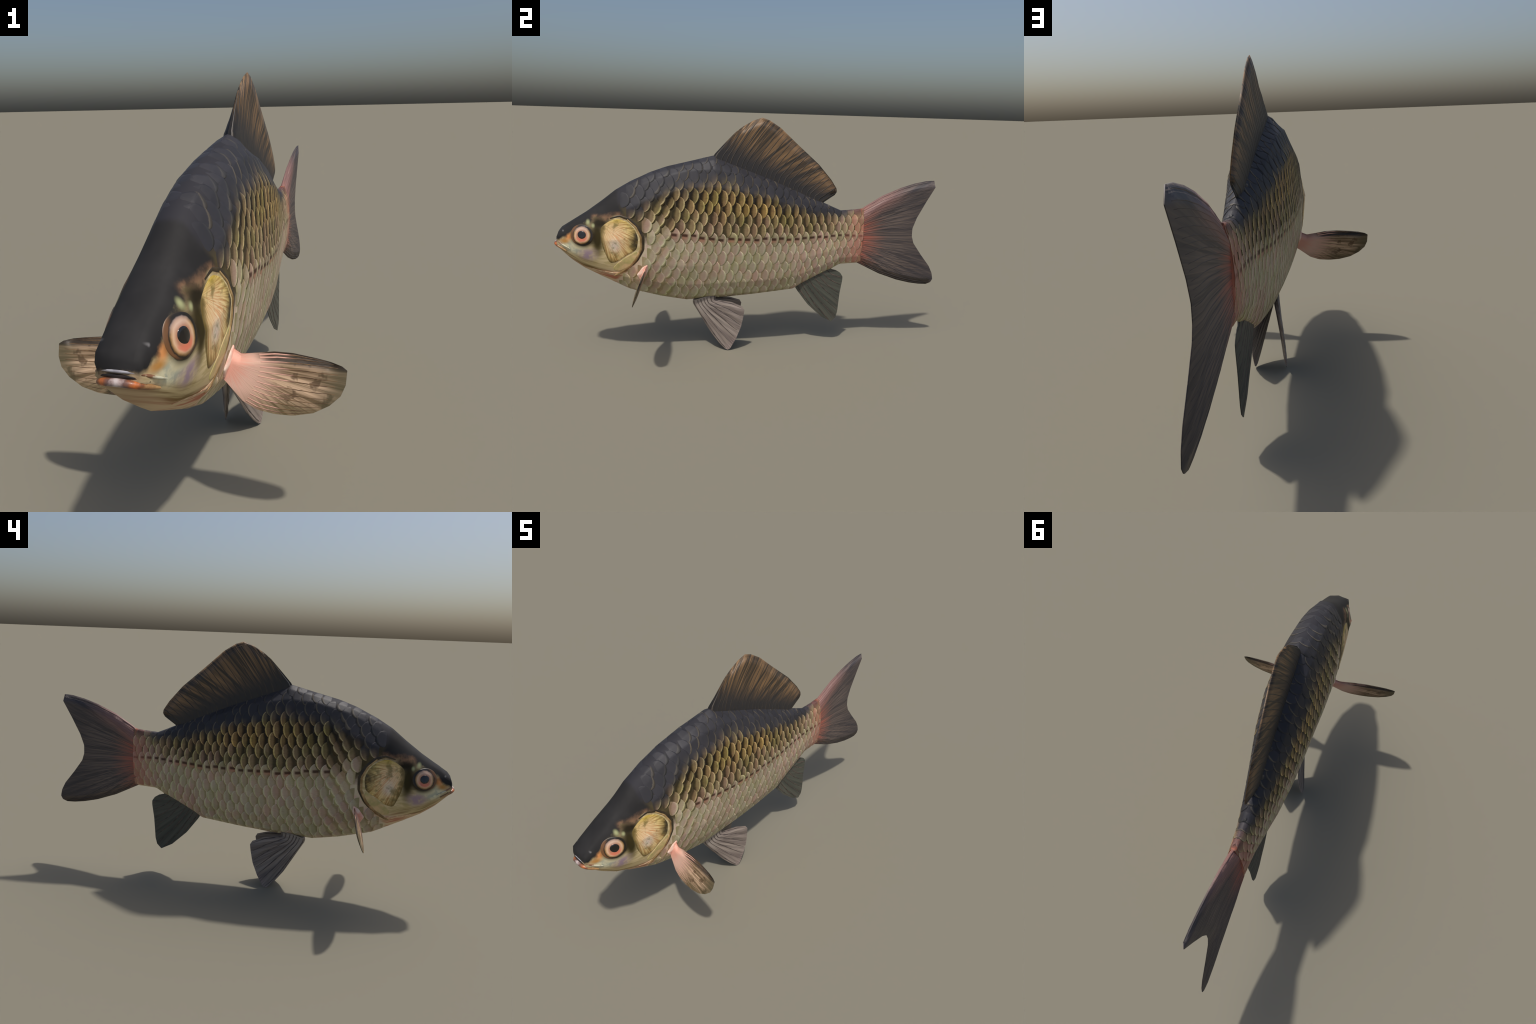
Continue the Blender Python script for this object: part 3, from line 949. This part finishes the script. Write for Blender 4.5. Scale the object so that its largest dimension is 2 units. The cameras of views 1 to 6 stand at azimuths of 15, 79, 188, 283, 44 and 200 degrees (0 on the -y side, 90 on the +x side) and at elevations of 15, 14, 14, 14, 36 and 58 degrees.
ANAL_C = (0.19, 0.42)
anal_mat = streaked("anal_membrane", (srgb(62, 65, 58), srgb(84, 86, 76)), srgb(84, 74, 66), 14, anal_extra)
anal_ray = simple_material("anal_ray", srgb(52, 48, 44), srgb(104, 84, 76), 40)
fin("anal_fin",
    base=[(.20, .330), (.27, .365), (.33, .400), (.40, .432)],
    outer=[(.36, .1445), (.421, .1115), (.4445, .135), (.453, .168), (.460, .277), (.4705, .350), (.470, .370), (.4555, .391), (.432, .4055)],
    lead=[(.20, .330), (.219, .299), (.2805, .218), (.359, .1445)],
    trail=[(.40, .432), (.405, .413), (.432, .4055)],
    frame=MID, mat=anal_mat, ray_mat=anal_ray, h_base=.012, h_mid=.008, rim=.035, rays=9, nu=70, ray_w=.0030, ray_bump=.0010, soft_rim=(), centre=ANAL_C)

# --- pelvic and pectoral fins, left and right
PELVIC = [(.002, -.337, .247), (.017, -.297, .180), (.036, -.244, .090), (.049, -.203, .037), (.058, -.174, .007), (.062, -.157, .0005), (.064, -.145, .009), (.065, -.116, .062), (.064, -.090, .128), (.061, -.078, .184), (.059, -.073, .218), (.055, -.083, .236), (.041, -.141, .259), (.024, -.223, .268)]
PECTORAL = [(.099, -.567, .475), (.125, -.573, .463), (.177, -.575, .472), (.213, -.575, .478), (.261, -.579, .480), (.319, -.585, .475), (.359, -.590, .470), (.387, -.595, .463), (.400, -.599, .455), (.398, -.610, .421), (.387, -.618, .394), (.361, -.625, .369), (.321, -.629, .346), (.270, -.630, .333), (.223, -.627, .330), (.175, -.622, .334), (.135, -.613, .349), (.086, -.595, .389)]


def pelvic_extra(n, col, a, r, x, y, s, f):
    fine = n.m("SINE", n.m("MULTIPLY", a, 170.0))
    edge = n.m("MULTIPLY", n.rng(r, 0.27, 0.32), n.rng(fine, -0.2, 0.6))
    col = n.mix(n.m("MULTIPLY", edge, 0.6), col, srgb(176, 152, 150))
    return n.mix(n.rng(r, 0.05, 0.13, 0.6, 0.0), col, srgb(166, 156, 146))


def pectoral_extra(n, col, a, r, x, y, s, f):
    q = n.m("ADD", r, n.m("MULTIPLY", n.m("SUBTRACT", s, 0.5), 0.14))
    col = n.mix(n.rng(q, 0.07, 0.17, 1.0, 0.0), col, srgb(224, 182, 164))
    col = n.mix(n.rng(q, 0.03, 0.08, 0.7, 0.0), col, srgb(228, 158, 138))
    bars = n.noise(n.vec(n.m("MULTIPLY", r, 34.0), n.m("MULTIPLY", a, 7.0), 1.0), 1.0, 2)
    col = n.mix(n.m("MULTIPLY", n.m("MULTIPLY", n.rng(bars, 0.55, 0.66), n.rng(r, 0.12, 0.2)), 0.8), col, srgb(84, 62, 40))
    tip = n.rng(n.m("ADD", r, n.m("MULTIPLY", n.m("SUBTRACT", f, 0.5), 0.06)), 0.225, 0.305)
    col = n.mix(n.m("MULTIPLY", tip, 0.8), col, srgb(76, 72, 46))
    upper = n.m("MULTIPLY", n.rng(n.m("SUBTRACT", y, n.m("MULTIPLY", x, 0.06)), 0.004, 0.022), n.rng(r, 0.07, 0.12))
    return n.mix(n.m("MULTIPLY", upper, 0.92), n.mix(n.m("MULTIPLY", n.rng(y, -0.055, -0.085), n.rng(r, 0.1, 0.2, 0.2, 0.8)), col, srgb(96, 84, 54)), srgb(46, 38, 31))


pel_mat = streaked("pelvic_membrane", (srgb(112, 100, 94), srgb(150, 138, 128)), srgb(86, 78, 72), 9, pelvic_extra)
pel_ray = simple_material("pelvic_ray", srgb(66, 58, 56), srgb(104, 92, 86), 40)
pec_mat = streaked("pectoral_membrane", (srgb(108, 86, 58), srgb(212, 180, 148)), srgb(96, 80, 50), 13, pectoral_extra)


def pec_ray_material():
    n = Nodes("pectoral_ray")
    x, y, z = n.xyz(n.obj)
    r = n.m("SQRT", n.m("ADD", n.m("MULTIPLY", x, x), n.m("MULTIPLY", y, y)))
    g = n.noise(n.obj, 30, 3)
    q = n.m("ADD", r, n.m("MULTIPLY", n.m("SUBTRACT", g, 0.5), 0.16))
    return n.done(n.mix(n.rng(q, 0.12, 0.20), srgb(226, 174, 156), n.mix(n.rng(g, 0.4, 0.6), srgb(84, 60, 38), srgb(126, 98, 66))), 0.5)


pec_ray = pec_ray_material()


def paired(name, pts, splits, o, n, mat, ray_mat, **kw):
    """Build a paired fin on both sides; `splits` give where base, outer, lead and trail parts of the outline lie."""
    pts = np.array(pts) + [splits.get("shift", 0.0), 0, 0]
    for side in (1, -1):
        P = pts * [side, 1, 1]
        N = unit(np.array(n) * [side, 1, 1])
        O = np.array(o) * [side, 1, 1]
        e1 = P[splits["along"]] - O
        E1 = unit(e1 - N * np.dot(e1, N))
        E2 = np.cross(N, E1)
        if np.dot(E2, np.array(splits["up"]) * [side, 1, 1]) < 0:
            E2 = -E2
        q = np.stack([(P - O) @ E1, (P - O) @ E2], 1)
        pick = lambda ids: [tuple(q[k]) for k in ids]
        inner = [tuple(((np.array(b) * [side, 1, 1] - O) @ E1, (np.array(b) * [side, 1, 1] - O) @ E2)) for b in splits["base"]]
        fin(name, base=inner, outer=pick(splits["outer"]), lead=[inner[0]] + pick(splits["lead"]), trail=[inner[-1]] + pick(splits["trail"]),
            frame=(O, E1, E2, N), mat=mat, ray_mat=ray_mat, **kw)


paired("pelvic_fin", PELVIC, dict(base=[(.0025, -.335, .262), (.020, -.27, .285), (.032, -.22, .295)], outer=[4, 5, 6, 7, 8, 9, 10, 11], shift=0.0025, lead=[0, 1, 2, 3, 4], trail=[13, 12, 11], along=8, up=(0, 0.6, 0.8)),
       (.0025, -.335, .262), (1.0, -.2056, .0934), pel_mat, pel_ray, h_base=.013, h_mid=.0055, rim=.03, lead_gain=2.5, rays=7, pleat=.0013, pleats=6, nu=80, nv=30, ray_w=.0034, ray_bump=.0012)
paired("pectoral_fin", PECTORAL, dict(base=[(.078, -.560, .478), (.072, -.575, .445), (.068, -.592, .402)], outer=[6, 7, 8, 9, 10, 11, 12], lead=[0, 1, 2, 3, 4, 5, 6], trail=[17, 16, 15, 14, 13, 12], along=9, up=(0, 0, 1)),
       (.085, -.575, .440), (.0770, .9438, -.3214), pec_mat, pec_ray, h_base=.009, h_mid=.0060, rim=.035, rays=12, nu=80, nv=36, ray_w=.0030, ray_bump=.0003, ray_span=(0.34, 0.96), soft_rim=("lead",))
# fleshy roots of the pectoral fins
root_mat = simple_material("fin_root_skin", srgb(240, 216, 198), srgb(228, 164, 144), 24, rough=0.5)
plate("fin_root", [(-.614, .430), (-.585, .470), (-.560, .484), (-.556, .452), (-.572, .418), (-.596, .398)], (-.580, .442), 0.004, root_mat, (-.58, .442), parent=body["trunk"], dome=0.006)
